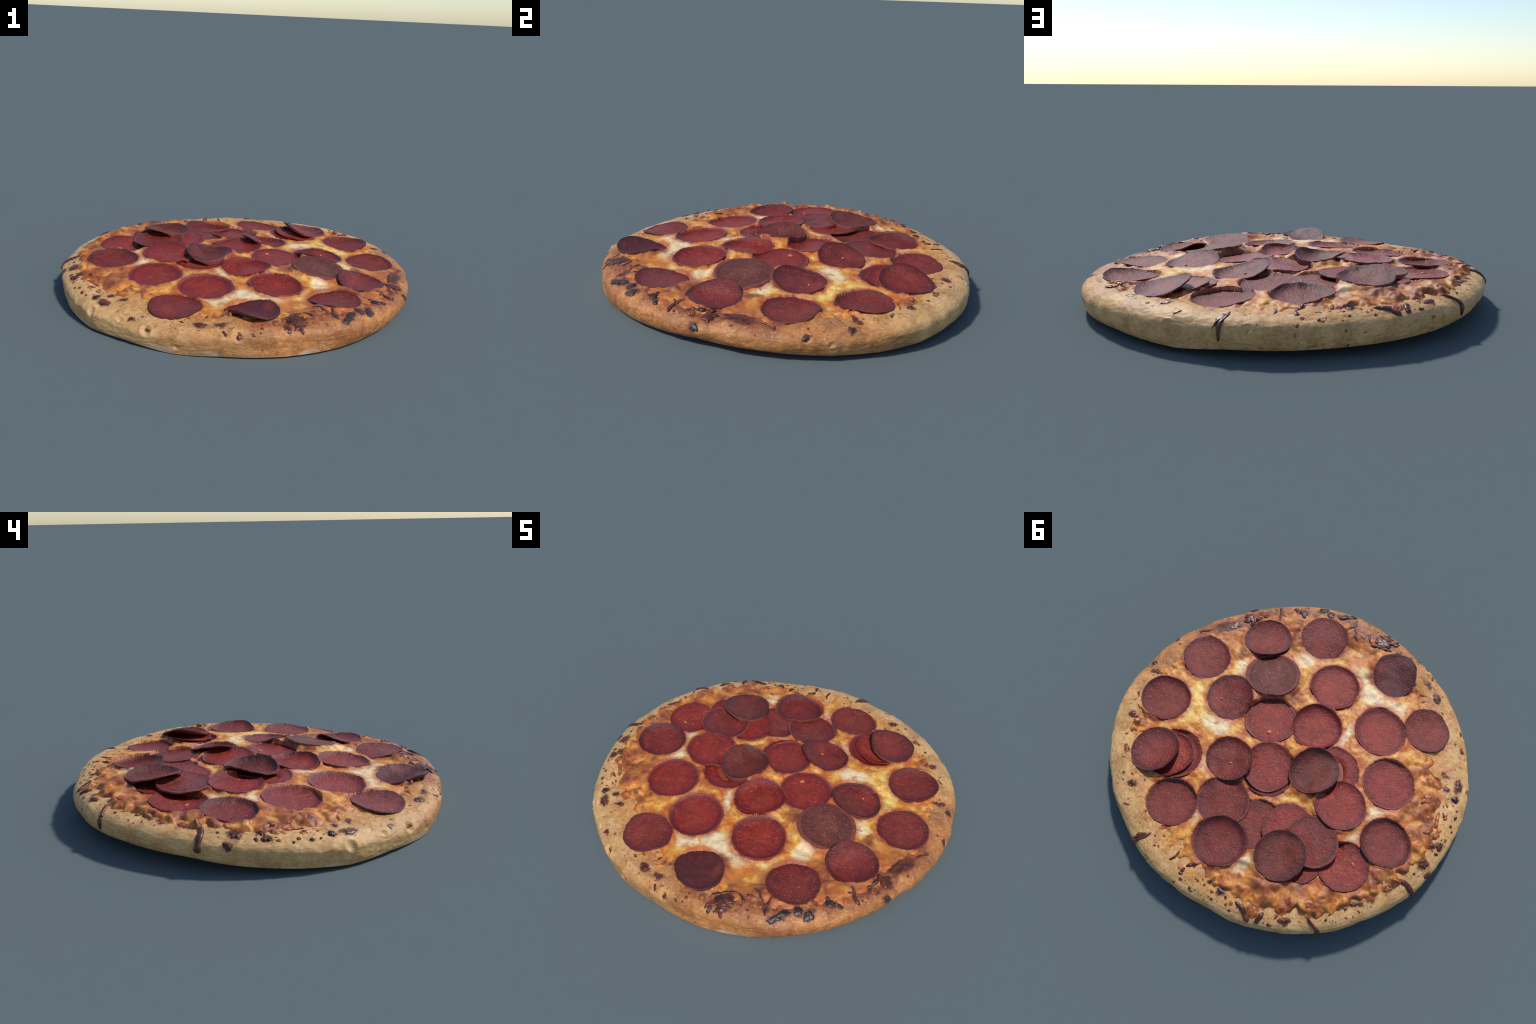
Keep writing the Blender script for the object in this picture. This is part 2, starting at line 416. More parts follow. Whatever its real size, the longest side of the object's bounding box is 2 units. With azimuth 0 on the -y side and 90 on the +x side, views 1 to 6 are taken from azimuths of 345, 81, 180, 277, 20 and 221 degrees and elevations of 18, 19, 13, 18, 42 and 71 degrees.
# ---------------------------------------------------------------- materials
def crust_material():
    n = Nodes("baked_dough")
    p = n.co
    x, y, z = n.sep(p)
    big = n.noise(p, 3.2, 4, .55)
    mid = n.noise(p, 11, 4, .6)
    # fine streaks that run round the rim
    fine = n.noise(n.vmath('MULTIPLY', p, (1, 1, 2.2)), 60, 5, .7)
    # the side that faced the back of the oven (+x, -y) is browner
    side = n.math('MULTIPLY_ADD', x, .42, n.math('MULTIPLY', y, -.50))
    brown = n.step(n.math('ADD', side, n.math('MULTIPLY', n.math('SUBTRACT', big, .5), 1.1)), -.15, .62)
    spread = n.step(mid, .32, .68)
    pale = n.mix(spread, srgb(194, 146, 90), srgb(230, 184, 124))
    tan = n.mix(spread, srgb(148, 88, 47), srgb(198, 132, 72))
    c = n.mix(brown, pale, tan)
    # golden, oilier where the crust meets the topping
    r = n.math('SQRT', n.math('MULTIPLY_ADD', x, x, n.math('MULTIPLY', y, y)))
    gold = n.math('MULTIPLY', n.step(r, .93, .82), n.step(n.noise(p, 7, 3), .40, .62))
    c = n.mix(n.math('MULTIPLY', gold, .75), c, srgb(214, 152, 70))
    # oil and sauce soaked into the inner slope of the rim
    soak = n.math('MULTIPLY', n.step(n.math('MULTIPLY_ADD', n.noise(p, 12, 5, .68), .30, r), 1.075, .965),
                  n.math('MULTIPLY_ADD', brown, .35, .55))
    c = n.mix(soak, c, n.mix(n.step(n.noise(p, 20, 4, .65), .38, .62), srgb(214, 148, 68), srgb(164, 84, 46)))
    # reddish toasted blotches
    blot = n.math('MULTIPLY', n.step(n.noise(p, 5.5, 4, .6), .48, .68), n.math('MULTIPLY_ADD', brown, .55, .15))
    c = n.mix(blot, c, srgb(140, 84, 54))
    # fine grain
    c = n.mix(n.math('MULTIPLY', n.step(fine, .45, .72), .38), c, srgb(146, 98, 60))
    c = n.mix(n.math('MULTIPLY', n.step(fine, .50, .28), .35), c, srgb(236, 208, 164))
    # small scorched crumbs of cheese near the topping
    d = n.voronoi(n.vmath('ADD', p, n.vmath('MULTIPLY', n.noise(p, 40, 2, .5, 0, True), (.03, .03, .03))), 26)
    keep = n.step(n.noise(p, 9, 2), .43, .53)
    zone = n.math('MULTIPLY', n.step(r, .99, .93), n.step(r, .70, .80))
    crumb = n.math('MULTIPLY', n.math('MULTIPLY', n.step(d, .24, .17), keep), zone)
    c = n.mix(crumb, c, srgb(110, 52, 28))
    d2_ = n.voronoi(n.vmath('ADD', p, n.vmath('MULTIPLY', n.noise(p, 70, 2, .5, 0, True), (.016, .016, .016))), 58)
    speck = n.math('MULTIPLY', n.math('MULTIPLY', n.step(d2_, .26, .18), n.step(n.noise(p, 13, 3), .44, .54)), zone)
    c = n.mix(n.math('MULTIPLY', speck, .85), c, srgb(124, 60, 32))
    # dark film of fried cheese on the browner side of the inner slope
    film = n.math('MULTIPLY', n.math('MULTIPLY', n.step(r, .95, .89), n.step(side, .30, .48)), n.step(n.noise(p, 15, 5, .7), .38, .52))
    c = n.mix(n.math('MULTIPLY', film, .88), c, n.mix(n.step(n.noise(p, 34, 3), .4, .6), srgb(150, 76, 50), srgb(100, 46, 38)))
    # flour left on the sharp lower edge
    fl = n.math('MULTIPLY', n.step(z, .040, .016), n.step(n.noise(n.vmath('MULTIPLY', p, (1, 1, .3)), 8, 3), .46, .62))
    c = n.mix(n.math('MULTIPLY', fl, .6), c, srgb(214, 192, 172))
    # smears of scorched cheese around the larger burnt bits
    warp = n.vmath('ADD', p, n.vmath('MULTIPLY', n.vmath('SUBTRACT', n.noise(p, 38, 3, .65, 0, True), (.5, .5, .5)), (.05, .05, .05)))
    wx, wy, wz = n.sep(warp)
    near = None
    for bt in BITS_BACK + BITS_WEST + BITS_FRONT:
        if bt[2] * bt[3] < .00014:
            continue
        ca, sa = math.cos(math.radians(bt[4])), math.sin(math.radians(bt[4]))
        dx, dy = n.math('SUBTRACT', wx, bt[0]), n.math('SUBTRACT', wy, bt[1])
        u = n.math('MULTIPLY_ADD', dx, ca / (bt[2] * 1.15), n.math('MULTIPLY', dy, sa / (bt[2] * 1.15)))
        v = n.math('MULTIPLY_ADD', dx, -sa / (bt[3] * 1.15), n.math('MULTIPLY', dy, ca / (bt[3] * 1.15)))
        d2 = n.math('MULTIPLY_ADD', u, u, n.math('MULTIPLY', v, v))
        bz = float(top_z(np.array([bt[0]]), np.array([bt[1]]))[0])
        h_ = n.math('MULTIPLY', n.math('SUBTRACT', wz, bz), 1 / .022)
        d2 = n.math('MULTIPLY_ADD', h_, h_, d2)
        near = d2 if near is None else n.math('MINIMUM', near, d2)
    c = n.mix(n.math('MULTIPLY', n.step(near, 3.0, .8), .65), c, srgb(132, 70, 42))
    c = n.mix(n.math('MULTIPLY', n.step(near, 1.5, .7), .8), c, srgb(78, 40, 28))
    h = n.math('MULTIPLY_ADD', fine, .5, n.math('MULTIPLY', mid, .5))
    return n.done(c, .52, n.bump(h, .5, .006), .4)


def slice_distance(n):
    """signed distance from the nearest pepperoni rim, in the plane"""
    x, y, z = n.sep(n.co)
    flat = n.comb(x, y, 0.0)
    best = None
    for sl in SLICES.values():
        d = n.math('SUBTRACT', n.vmath('DISTANCE', flat, (sl[0], sl[1], 0), 1), sl[3])
        best = d if best is None else n.math('MINIMUM', best, d)
    return best


WHITE = [(-.10, -.56, .085, .07), (-.16, -.31, .03, .13), (.40, .16, .075, .06), (.33, -.45, .05, .09), (-.24, .63, .05, .08),
         (-.50, .55, .10, .05), (-.78, .17, .06, .07), (-.25, -.60, .06, .06), (-.57, -.04, .06, .06), (-.60, .13, .05, .06),
         (-.39, -.26, .05, .05), (.13, .60, .05, .05), (.30, .35, .05, .06), (.52, -.20, .07, .05), (.02, -.62, .09, .05)]
YELLOW = [(.55, .17, .11, .09), (.31, -.40, .10, .10), (.60, -.12, .10, .08), (.02, -.58, .12, .06), (-.38, -.56, .10, .06),
          (.10, -.32, .05, .05), (.22, -.20, .06, .06), (-.13, .25, .05, .05), (.66, .05, .10, .08), (.20, -.58, .08, .06)]


def cheese_material():
    n = Nodes("melted_cheese")
    p = n.co
    x, y, z = n.sep(p)
    warp = n.vmath('ADD', p, n.vmath('MULTIPLY', n.vmath('SUBTRACT', n.noise(p, 9, 4, .6, 0, True), (.5, .5, .5)),
                                     (.16, .16, 0)))
    wx, wy, wz = n.sep(warp)
    big = n.noise(p, 6.5, 4, .6)
    mid = n.noise(p, 17, 5, .65)
    fine = n.noise(p, 70, 5, .7)
    r = n.math('SQRT', n.math('MULTIPLY_ADD', x, x, n.math('MULTIPLY', y, y)))

    def patches(lst):
        best = None
        for cx, cy, rx, ry in lst:
            a = n.math('MULTIPLY', n.math('SUBTRACT', wx, cx), 1 / rx)
            b = n.math('MULTIPLY', n.math('SUBTRACT', wy, cy), 1 / ry)
            d = n.math('MULTIPLY_ADD', a, a, n.math('MULTIPLY', b, b))
            best = d if best is None else n.math('MINIMUM', best, d)
        return n.step(best, 1.8, .15)

    # oily orange cheese is the ground colour
    c = n.ramp(mid, [(.30, srgb(176, 84, 32)), (.43, srgb(204, 122, 44)), (.56, srgb(222, 158, 66)), (.72, srgb(232, 194, 116))])
    yel = patches(YELLOW)
    c = n.mix(n.math('MULTIPLY', yel, .75), c, n.mix(n.step(mid, .35, .65), srgb(226, 164, 48), srgb(240, 212, 130)))
    wht = patches(WHITE)
    c = n.mix(n.math('MULTIPLY', wht, .8), c, n.mix(n.step(fine, .3, .7), srgb(230, 206, 156), srgb(242, 228, 190)))
    # streaks of yellow oil and red sauce between
    str1 = n.step(n.noise(n.vmath('MULTIPLY', warp, (1, 1, .2)), 24, 4, .65, .6), .56, .66)
    c = n.mix(n.math('MULTIPLY', str1, .55), c, srgb(222, 150, 36))
    sauce = n.math('MULTIPLY', n.step(n.noise(warp, 20, 4, .65), .585, .66), n.step(r, .75, .60))
    c = n.mix(n.math('MULTIPLY', sauce, n.math('SUBTRACT', .85, n.math('MULTIPLY', wht, .6))), c, srgb(176, 76, 34))
    flk = n.math('MULTIPLY', n.step(n.noise(warp, 46, 3, .6, .5), .63, .70), n.step(n.noise(p, 12, 2), .42, .56))
    c = n.mix(n.math('MULTIPLY', flk, .7), c, srgb(150, 72, 30))
    # grease that bled out of the slices
    d = n.math('ADD', slice_distance(n), n.math('MULTIPLY', n.math('SUBTRACT', mid, .5), .06))
    ring = n.step(d, .042, .004)
    c = n.mix(n.math('MULTIPLY', ring, .75), c, srgb(176, 78, 40))
    ring2 = n.step(d, .010, -.006)
    c = n.mix(n.math('MULTIPLY', ring2, .8), c, srgb(132, 48, 34))
    # toasted zone along the rim, widest on the -x side
    west = n.math('DIVIDE', n.math('MULTIPLY_ADD', x, -.95, n.math('MULTIPLY', y, .22)), n.math('MAXIMUM', r, .05))
    lim = n.math('SUBTRACT', .80, n.math('MULTIPLY', n.step(west, -.2, .8), .13))
    toast = n.step(n.math('ADD', n.math('SUBTRACT', r, lim), n.math('MULTIPLY', n.math('SUBTRACT', big, .5), .28)), -.03, .07)
    tc = n.ramp(n.noise(warp, 15, 5, .62), [(.32, srgb(232, 186, 104)), (.42, srgb(216, 140, 58)), (.52, srgb(180, 94, 38)),
                                            (.64, srgb(126, 60, 30)), (.78, srgb(84, 40, 28))])
    c = n.mix(n.math('MULTIPLY', toast, .88), c, tc)
    # browned tops of the cheese bubbles
    top = None
    for lx, ly, lr, lh in LUMPS:
        if lh < .0045:
            continue
        d1 = n.vmath('DISTANCE', n.comb(n.math('MULTIPLY_ADD', n.math('SUBTRACT', wx, x), .55, x),
                                        n.math('MULTIPLY_ADD', n.math('SUBTRACT', wy, y), .55, y), 0.0), (lx, ly, 0), 1)
        d1 = n.math('DIVIDE', d1, lr)
        top = d1 if top is None else n.math('MINIMUM', top, d1)
    c = n.mix(n.math('MULTIPLY', n.step(n.math('MULTIPLY_ADD', mid, .5, top), 1.55, .75), .75), c, srgb(150, 78, 38))
    c = n.mix(n.math('MULTIPLY', n.step(n.math('ADD', top, n.math('MULTIPLY', big, 1.1)), 1.15, .55), .8), c, srgb(108, 48, 34))
    # the -y +x edge: dark reddish oil film
    oil = n.math('MULTIPLY', n.step(n.math('MULTIPLY_ADD', x, .55, n.math('MULTIPLY', y, -.83)), .50, .74), n.step(big, .34, .54))
    c = n.mix(n.math('MULTIPLY', oil, .85), c, n.mix(n.step(mid, .4, .62), srgb(188, 108, 50), srgb(122, 54, 40)))
    c = n.mix(n.math('MULTIPLY', n.step(fine, .62, .80), .35), c, srgb(250, 226, 170))
    h = n.math('MULTIPLY_ADD', fine, .4, mid)
    return n.done(c, n.math('MULTIPLY_ADD', fine, .3, .34), n.bump(h, .5, .008), .5)


def pepperoni_material(name, light, dark, rimc, fleck, dry):
    n = Nodes(name)
    p = n.pos
    ox, oy, oz = n.sep(n.co)
    r = n.math('DIVIDE', n.math('SQRT', n.math('MULTIPLY_ADD', ox, ox, n.math('MULTIPLY', oy, oy))), .137)
    big = n.noise(p, 13, 4, .6)
    mid = n.noise(p, 42, 5, .65, .4)
    c = n.mix(n.step(n.math('MULTIPLY_ADD', big, .6, n.math('MULTIPLY', mid, .5)), .40, .72), dark, light)
    # marbled fat
    fat = n.step(n.noise(p, 58, 4, .65, .8), .585, .68)
    c = n.mix(n.math('MULTIPLY', fat, .6), c, fleck)
    c = n.mix(n.math('MULTIPLY', n.step(r, .75, .25), .10), c, fleck)  # sheen haze on the flat centre, tinted into the base colour
    d = n.voronoi(n.vmath('ADD', p, n.vmath('MULTIPLY', n.noise(p, 60, 2, .5, 0, True), (.012, .012, .012))), 48)
    c = n.mix(n.math('MULTIPLY', n.step(d, .22, .12), .75), c, fleck)
    grit = n.noise(p, 150, 4, .7)
    c = n.mix(n.math('MULTIPLY', n.step(grit, .54, .72), .38), c, n.mix(.5, light, fleck))
    c = n.mix(n.math('MULTIPLY', n.step(grit, .46, .30), .45), c, dark)
    c = n.mix(n.math('MULTIPLY', n.step(n.noise(p, 9, 3, .6), .52, .70), .35), c, srgb(160, 62, 36))
    # the upturned ring is darker, the cut edge lighter
    ring = n.math('MULTIPLY', n.step(n.math('ADD', r, n.math('MULTIPLY', big, .22)), .86, 1.02), .75)
    c = n.mix(ring, c, rimc)
    c = n.mix(n.math('MULTIPLY', n.step(r, .965, 1.0), .55), c, srgb(150, 74, 60))
    ran = n.t.nodes.new("ShaderNodeObjectInfo").outputs["Random"]
    c = n.mix(n.math('MULTIPLY', ran, .18), c, dark)
    rough = n.math('MULTIPLY_ADD', mid, .25, .30 + dry)
    h = n.math('MULTIPLY_ADD', n.noise(p, 85, 4, .6), .6, n.math('MULTIPLY', n.noise(p, 190, 3, .6), .5))
    return n.done(c, rough, n.bump(h, .95 + dry, .007), .5)


def bit_material(name, a, b, cc):
    n = Nodes(name)
    m = n.noise(n.pos, 30, 4, .65)
    c = n.ramp(m, [(.32, a), (.5, b), (.70, cc)])
    return n.done(c, .38, n.bump(n.noise(n.pos, 70, 3), .4, .005), .5)


# ---------------------------------------------------------------- build
pizza = bpy.data.objects.new("pepperoni_pizza", None)
bpy.context.scene.collection.objects.link(pizza)
pizza["label"] = "round pepperoni pizza with cupped slices and browned cheese"
pizza["category"] = "pizza"

M_CRUST = crust_material()
M_CHEESE = cheese_material()
RED, DRK = srgb(136, 44, 36), srgb(104, 34, 32)
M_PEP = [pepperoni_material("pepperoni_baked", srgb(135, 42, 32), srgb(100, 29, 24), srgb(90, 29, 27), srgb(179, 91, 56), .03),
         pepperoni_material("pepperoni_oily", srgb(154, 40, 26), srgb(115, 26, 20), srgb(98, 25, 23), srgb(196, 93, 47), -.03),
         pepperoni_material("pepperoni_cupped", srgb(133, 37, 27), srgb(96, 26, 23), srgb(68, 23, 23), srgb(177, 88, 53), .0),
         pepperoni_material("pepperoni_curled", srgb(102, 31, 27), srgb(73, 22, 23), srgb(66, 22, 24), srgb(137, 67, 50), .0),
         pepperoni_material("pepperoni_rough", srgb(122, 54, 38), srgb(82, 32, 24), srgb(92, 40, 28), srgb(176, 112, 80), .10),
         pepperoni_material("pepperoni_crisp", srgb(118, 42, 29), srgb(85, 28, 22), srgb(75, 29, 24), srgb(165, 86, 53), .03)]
M_BIT = [bit_material("toasted_cheese", srgb(120, 58, 30), srgb(158, 82, 42), srgb(190, 112, 60)),
         bit_material("scorched_cheese", srgb(58, 28, 22), srgb(84, 40, 28), srgb(124, 66, 44)),
         bit_material("charred_cheese", srgb(34, 26, 26), srgb(52, 38, 36), srgb(86, 60, 52))]

# --- dough: lofted rings from the top centre over the crest, round the side, to the bottom centre
NS = 720
th = np.linspace(-180, 180, NS, endpoint=False)
cs, sn = np.cos(np.radians(th)), np.sin(np.radians(th))
Ro = around(th, OUTLINE)
zc = around(th, CREST)
ze = zc - .062
ft = np.array(sorted(FOOT))
fr = np.interp(th, np.r_[ft[:, 0] - 360, ft[:, 0], ft[:, 0] + 360], np.tile(ft[:, 1], 3))
fz = np.interp(th, np.r_[ft[:, 0] - 360, ft[:, 0], ft[:, 0] + 360], np.tile(ft[:, 2], 3))
rows = []
for rho in np.r_[np.linspace(.02, .60, 14), np.linspace(.62, .87, 60)]:
    rows.append((rho * Ro, top_z(rho * Ro * cs, rho * Ro * sn)))
for t in np.linspace(0, 1, 60)[1:]:
    rho = np.interp(t, _t, _RHO)
    rows.append((rho * Ro, ze + (zc - ze) * np.interp(t, _t, _G)))
for t in np.linspace(0, 1, 40)[1:]:
    r_ = Ro * (1 - t) ** 2 + 2 * Ro * t * (1 - t) + fr * t * t
    z_ = ze * (1 - t) ** 2 + 2 * (ze * .38 + fz * .62) * t * (1 - t) + fz * t * t
    rows.append((r_, z_))
for s in (.992, .97, .9, .7, .4, .1, .02):
    rows.append((fr * s, fz * s ** 2 + .020 * (1 - s ** 2) + .001 * (1 - s)))
Rr = np.array([a for a, b in rows])
Zz = np.array([b for a, b in rows])
P = np.stack([Rr * cs, Rr * sn, Zz], -1)
dth = np.roll(P, -1, 1) - np.roll(P, 1, 1)
dr = np.gradient(P, axis=0)
Nn = np.cross(dr, dth)
Nn /= np.maximum(np.linalg.norm(Nn, axis=-1, keepdims=True), 1e-9)
x, y, z = P[..., 0], P[..., 1], P[..., 2]
outer = smooth(.70, .84, Rr / Ro)
nb = len(rows) - 7
mask = outer.copy()
mask[nb:] = 0
fade = np.ones(len(rows))
fade[nb - 14:nb] = np.linspace(1, .15, 14)
mask *= fade[:, None]
disp = .0065 * fbm(x * 5, y * 5, z * 7, 3) + .0020 * fbm(x * 16, y * 16, z * 18, 3) + .0014 * fbm(x * 40, y * 40, z * 60, 2)
# shallow creases that run along the rim
disp -= .002 * np.maximum(0, .25 - np.abs(fbm(x * 4, y * 4, z * 22, 2))) * 2
# burst bubbles: little craters  (x, y, z, radius)
CRATERS = [(-.853, -.503, .091, .022), (-.732, -.648, .108, .015), (-.618, -.761, .089, .022), (-.214, -.933, .099, .017),
           (-.487, -.851, .037, .013), (.481, .853, .122, .015), (.155, .945, .13, .015), (.983, -.071, .107, .013),
           (.993, .034, .085, .012), (.950, .341, .080, .014)]
for cx, cy, cz, cr in CRATERS:
    q = np.sqrt((x - cx) ** 2 + (y - cy) ** 2 + (z - cz) ** 2) / cr
    disp += cr * (-.55 * np.exp(-q ** 4) + .14 * np.exp(-((q - 1.35) / .35) ** 2))
P = P + Nn * (disp * mask)[..., None]
# sink the dough that lies under the cheese
_, m_ch = cheese_z(x[:nb], y[:nb])
sink = .03 * smooth(.015, .06, m_ch)
sink[74:] *= 0
P[:nb, :, 2] -= sink
topz_rows = slice(0, 118)
P[topz_rows, :, 2] = slices_press(P[topz_rows, :, 0], P[topz_rows, :, 1], P[topz_rows, :, 2], .5 * np.ones((118, NS)) * (sink[topz_rows] < .001))
top_c = np.array([[0, 0, P[0, :, 2].mean()]])
bot_c = np.array([[0, 0, P[-1, :, 2].mean()]])
V = np.concatenate([P.reshape(-1, 3), top_c, bot_c])
V[:, 2] = np.maximum(V[:, 2], 0)
nrow = len(rows)
F = ring_faces(nrow, NS)[:, ::-1]
F = ring_faces(nrow, NS)
j = np.arange(NS)
k = (j + 1) % NS
tri = np.concatenate([np.stack([np.full(NS, nrow * NS), k, j], -1)[:, ::-1],
                      np.stack([np.full(NS, nrow * NS + 1), (nrow - 1) * NS + k, (nrow - 1) * NS + j], -1)])
F = F[:, ::-1]
crust = new_mesh_object("crust", V, [F, tri], pizza, M_CRUST)

# --- cheese sheet
H = .005
g = np.arange(-1.0, 1.0001, H)
gx, gy = np.meshgrid(g, g)
cz, cm = cheese_z(gx, gy)
ok = (cm > -.03) & (np.hypot(gx, gy) < .985)
ng = len(g)
q = ok[:-1, :-1] & ok[1:, :-1] & ok[:-1, 1:] & ok[1:, 1:]
ii, jj = np.where(q)
a = ii * ng + jj
CF = np.stack([a, a + 1, a + ng + 1, a + ng], -1)
used = np.unique(CF)
remap = np.zeros(ng * ng, int)
remap[used] = np.arange(len(used))
CV = np.stack([gx, gy, cz], -1).reshape(-1, 3)[used]
cheese = new_mesh_object("cheese", CV, remap[CF], pizza, M_CHEESE)

# --- pepperoni slices
# pairs (below, above): the lower slice dips so that the upper one lies on it
STACK = {"P2": ["P", "J", "T", "O"], "M3": ["M2", "M", "R"], "M2": ["M", "R"], "O2": ["O", "P", "N"],
         "V2": ["V", "W", "X"], "Z2": ["U", "S", "Z", "V", "W"], "Z": ["W", "V", "T"], "G": ["B", "F"], "I": ["G", "F", "J", "O"],
         "J": ["P", "H"], "O": ["P", "N"], "T": ["P"], "S": ["N", "U", "R"], "W": ["V", "T"], "X": ["W", "V", "Y"]}
NSEG = 120
ph = np.linspace(0, 2 * np.pi, NSEG, endpoint=False)
us = np.r_[.03, np.linspace(.1, .7, 11), np.linspace(.74, .99, 14)]
for num, (key, sl) in enumerate(SLICES.items()):
    X, Y, Z, r, a, b, c, d, e1, e2, cup, pw, look, gap = sl
    off = num * 3.7
    rr = r + e1 * np.cos(2 * ph) + e2 * np.sin(2 * ph)
    rr = rr * (1 + .040 * fbm(np.cos(ph) * 1.6 + off, np.sin(ph) * 1.6, 0, 2) + .006 * fbm(np.cos(ph) * 9 + off, np.sin(ph) * 9, 1, 2))
    wz = .004 * fbm(np.cos(ph) * 1.8 + off, np.sin(ph) * 1.8, 3, 2) + .002 * fbm(np.cos(ph) * 8 + off, np.sin(ph) * 8, 5, 2)

    wall = np.full(NSEG, max(WALL.get(key, THICK) - THICK, 0))
    if gap:
        gg_ = np.abs((np.degrees(ph) - gap[0] + 180) % 360 - 180)
        wall = wall * smooth(gap[1] - 20, gap[1] + 15, gg_)

    def surf(u, drop, w=0.0, flare=0.0):
        u_ = u + flare * wall / .03
        px, py = u_ * rr * np.cos(ph), u_ * rr * np.sin(ph)
        drop = drop + w * wall
        wr = .0028 * fbm(px * 12 + off, py * 12, off, 2) + .0008 * fbm(px * 50 + off, py * 50, off, 2)
        zz = slice_z(sl, u, ph) + wz * u ** 3 + wr * (.4 + .6 * (u < .97))
        zz = zz - drop
        for up in STACK.get(key, []):
            su = SLICES[up]
            uu, pu, _, zu = slice_top(su, X + px, Y + py)
            if su[13]:
                # leave a hollow under the free edge of the upper slice
                gu = np.abs((np.degrees(pu) - su[13][0] + 180) % 360 - 180)
                zz = zz - (.026 if up == "P" else .010) * smooth(su[13][1] + 15, su[13][1] - 25, gu) * smooth(1.35, .95, uu)
            zz = np.where(uu < .985, np.minimum(zz, zu - THICK - .0035 - drop * .3), zz)
        return np.stack([px, py, zz - Z], -1)

    top = [surf(u, 0) for u in us]
    side = [surf(1.0, .0022), surf(1.004, THICK * .5, .3, .0), surf(1.0, THICK * .8, .65, .008), surf(.995, THICK, 1.0, .022)]
    bot = [surf(u, THICK + .002 * (1 - u), float(smooth(.72, .96, u))) for u in us[::-1]]
    R3 = np.array(top + side + bot)
    n3 = len(R3)
    V = np.concatenate([R3.reshape(-1, 3), [[0, 0, R3[0, :, 2].mean()], [0, 0, R3[-1, :, 2].mean()]]])
    F = ring_faces(n3, NSEG)[:, ::-1]
    j = np.arange(NSEG)
    k = (j + 1) % NSEG
    tri = np.concatenate([np.stack([np.full(NSEG, n3 * NSEG), j, k], -1),
                          np.stack([np.full(NSEG, n3 * NSEG + 1), (n3 - 1) * NSEG + k, (n3 - 1) * NSEG + j], -1)])
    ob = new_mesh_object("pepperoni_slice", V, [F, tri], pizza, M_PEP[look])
    ob.location = (X, Y, Z)


# --- burnt bits of cheese on the crust
def surface(x, y):
    """height and unit normal of crust + cheese at one point"""
    e = .006
    f = lambda a, b: float(top_z(np.array([a]), np.array([b]))[0])
    z = f(x, y)
    nx, ny = -(f(x + e, y) - f(x - e, y)) / (2 * e), -(f(x, y + e) - f(x, y - e)) / (2 * e)
    nx, ny = np.clip(nx, -2.5, 2.5), np.clip(ny, -2.5, 2.5)
    v = np.array([nx, ny, 1.0])
    i, j = int(round((y + 1) / H)), int(round((x + 1) / H))
    if cm[i, j] > 0:
        z = max(z, float(cz[i, j]))
    return z, v / np.linalg.norm(v)


def blob(x, y, a, b, ang, tone, seed):
    z, nrm = surface(x, y)
    t1 = np.array([math.cos(math.radians(ang)), math.sin(math.radians(ang)), 0])
    t1 = t1 - nrm * t1.dot(nrm)
    t1 /= np.linalg.norm(t1)
    t2 = np.cross(nrm, t1)
    nl, nsg = 9, 28
    hgt = min(.22 * min(a, b), .004) + .0018
    pts = []
    w = np.linspace(0, 2 * np.pi, nsg, endpoint=False)
    for i in range(nl):
        e = -.5 + 2.0 * (i + .5) / nl * .5 * 1.35
        e = min(e * math.pi / 2 * 1.1, 1.5)
        cr, sr = math.cos(e), math.sin(e)
        wob = 1 + .75 * fbm(np.cos(w) * 1.5 + seed * 5.3, np.sin(w) * 1.5, seed, 3)
        px, py = a * cr * wob * np.cos(w), b * cr * wob * np.sin(w)
        pz = hgt * sr * (1 + .5 * fbm(px * 60 + seed, py * 60, seed * 2.2, 2))
        q = px[:, None] * t1 + py[:, None] * t2
        wx, wy = x + q[:, 0], y + q[:, 1]
        # follow the curve of the surface under the blob
        sag = top_z(wx, wy) - (top_z(np.array([x]), np.array([y]))[0] + q[:, 2])
        sag = np.clip(sag, -.02, .02)
        pts.append(q + pz[:, None] * nrm + np.stack([0 * sag, 0 * sag, sag * (nrm[2] > .6)], -1))
    R3 = np.array(pts)
    V = np.concatenate([R3.reshape(-1, 3), [R3[0].mean(0), R3[-1].mean(0)]])
    F = ring_faces(nl, nsg)
    j = np.arange(nsg)
    k = (j + 1) % nsg
    tri = np.concatenate([np.stack([np.full(nsg, nl * nsg), k, j], -1),
                          np.stack([np.full(nsg, nl * nsg + 1), (nl - 1) * nsg + j, (nl - 1) * nsg + k], -1)])
    ob = new_mesh_object(("browned_cheese_bit", "scorched_cheese_bit", "charred_cheese_bit")[tone], V, [F, tri], pizza, M_BIT[tone])
    ob.location = (x, y, z)
    return ob


for i, bt in enumerate(BITS_BACK + BITS_WEST + BITS_FRONT):
    blob(*bt, i * 1.37 + .5)


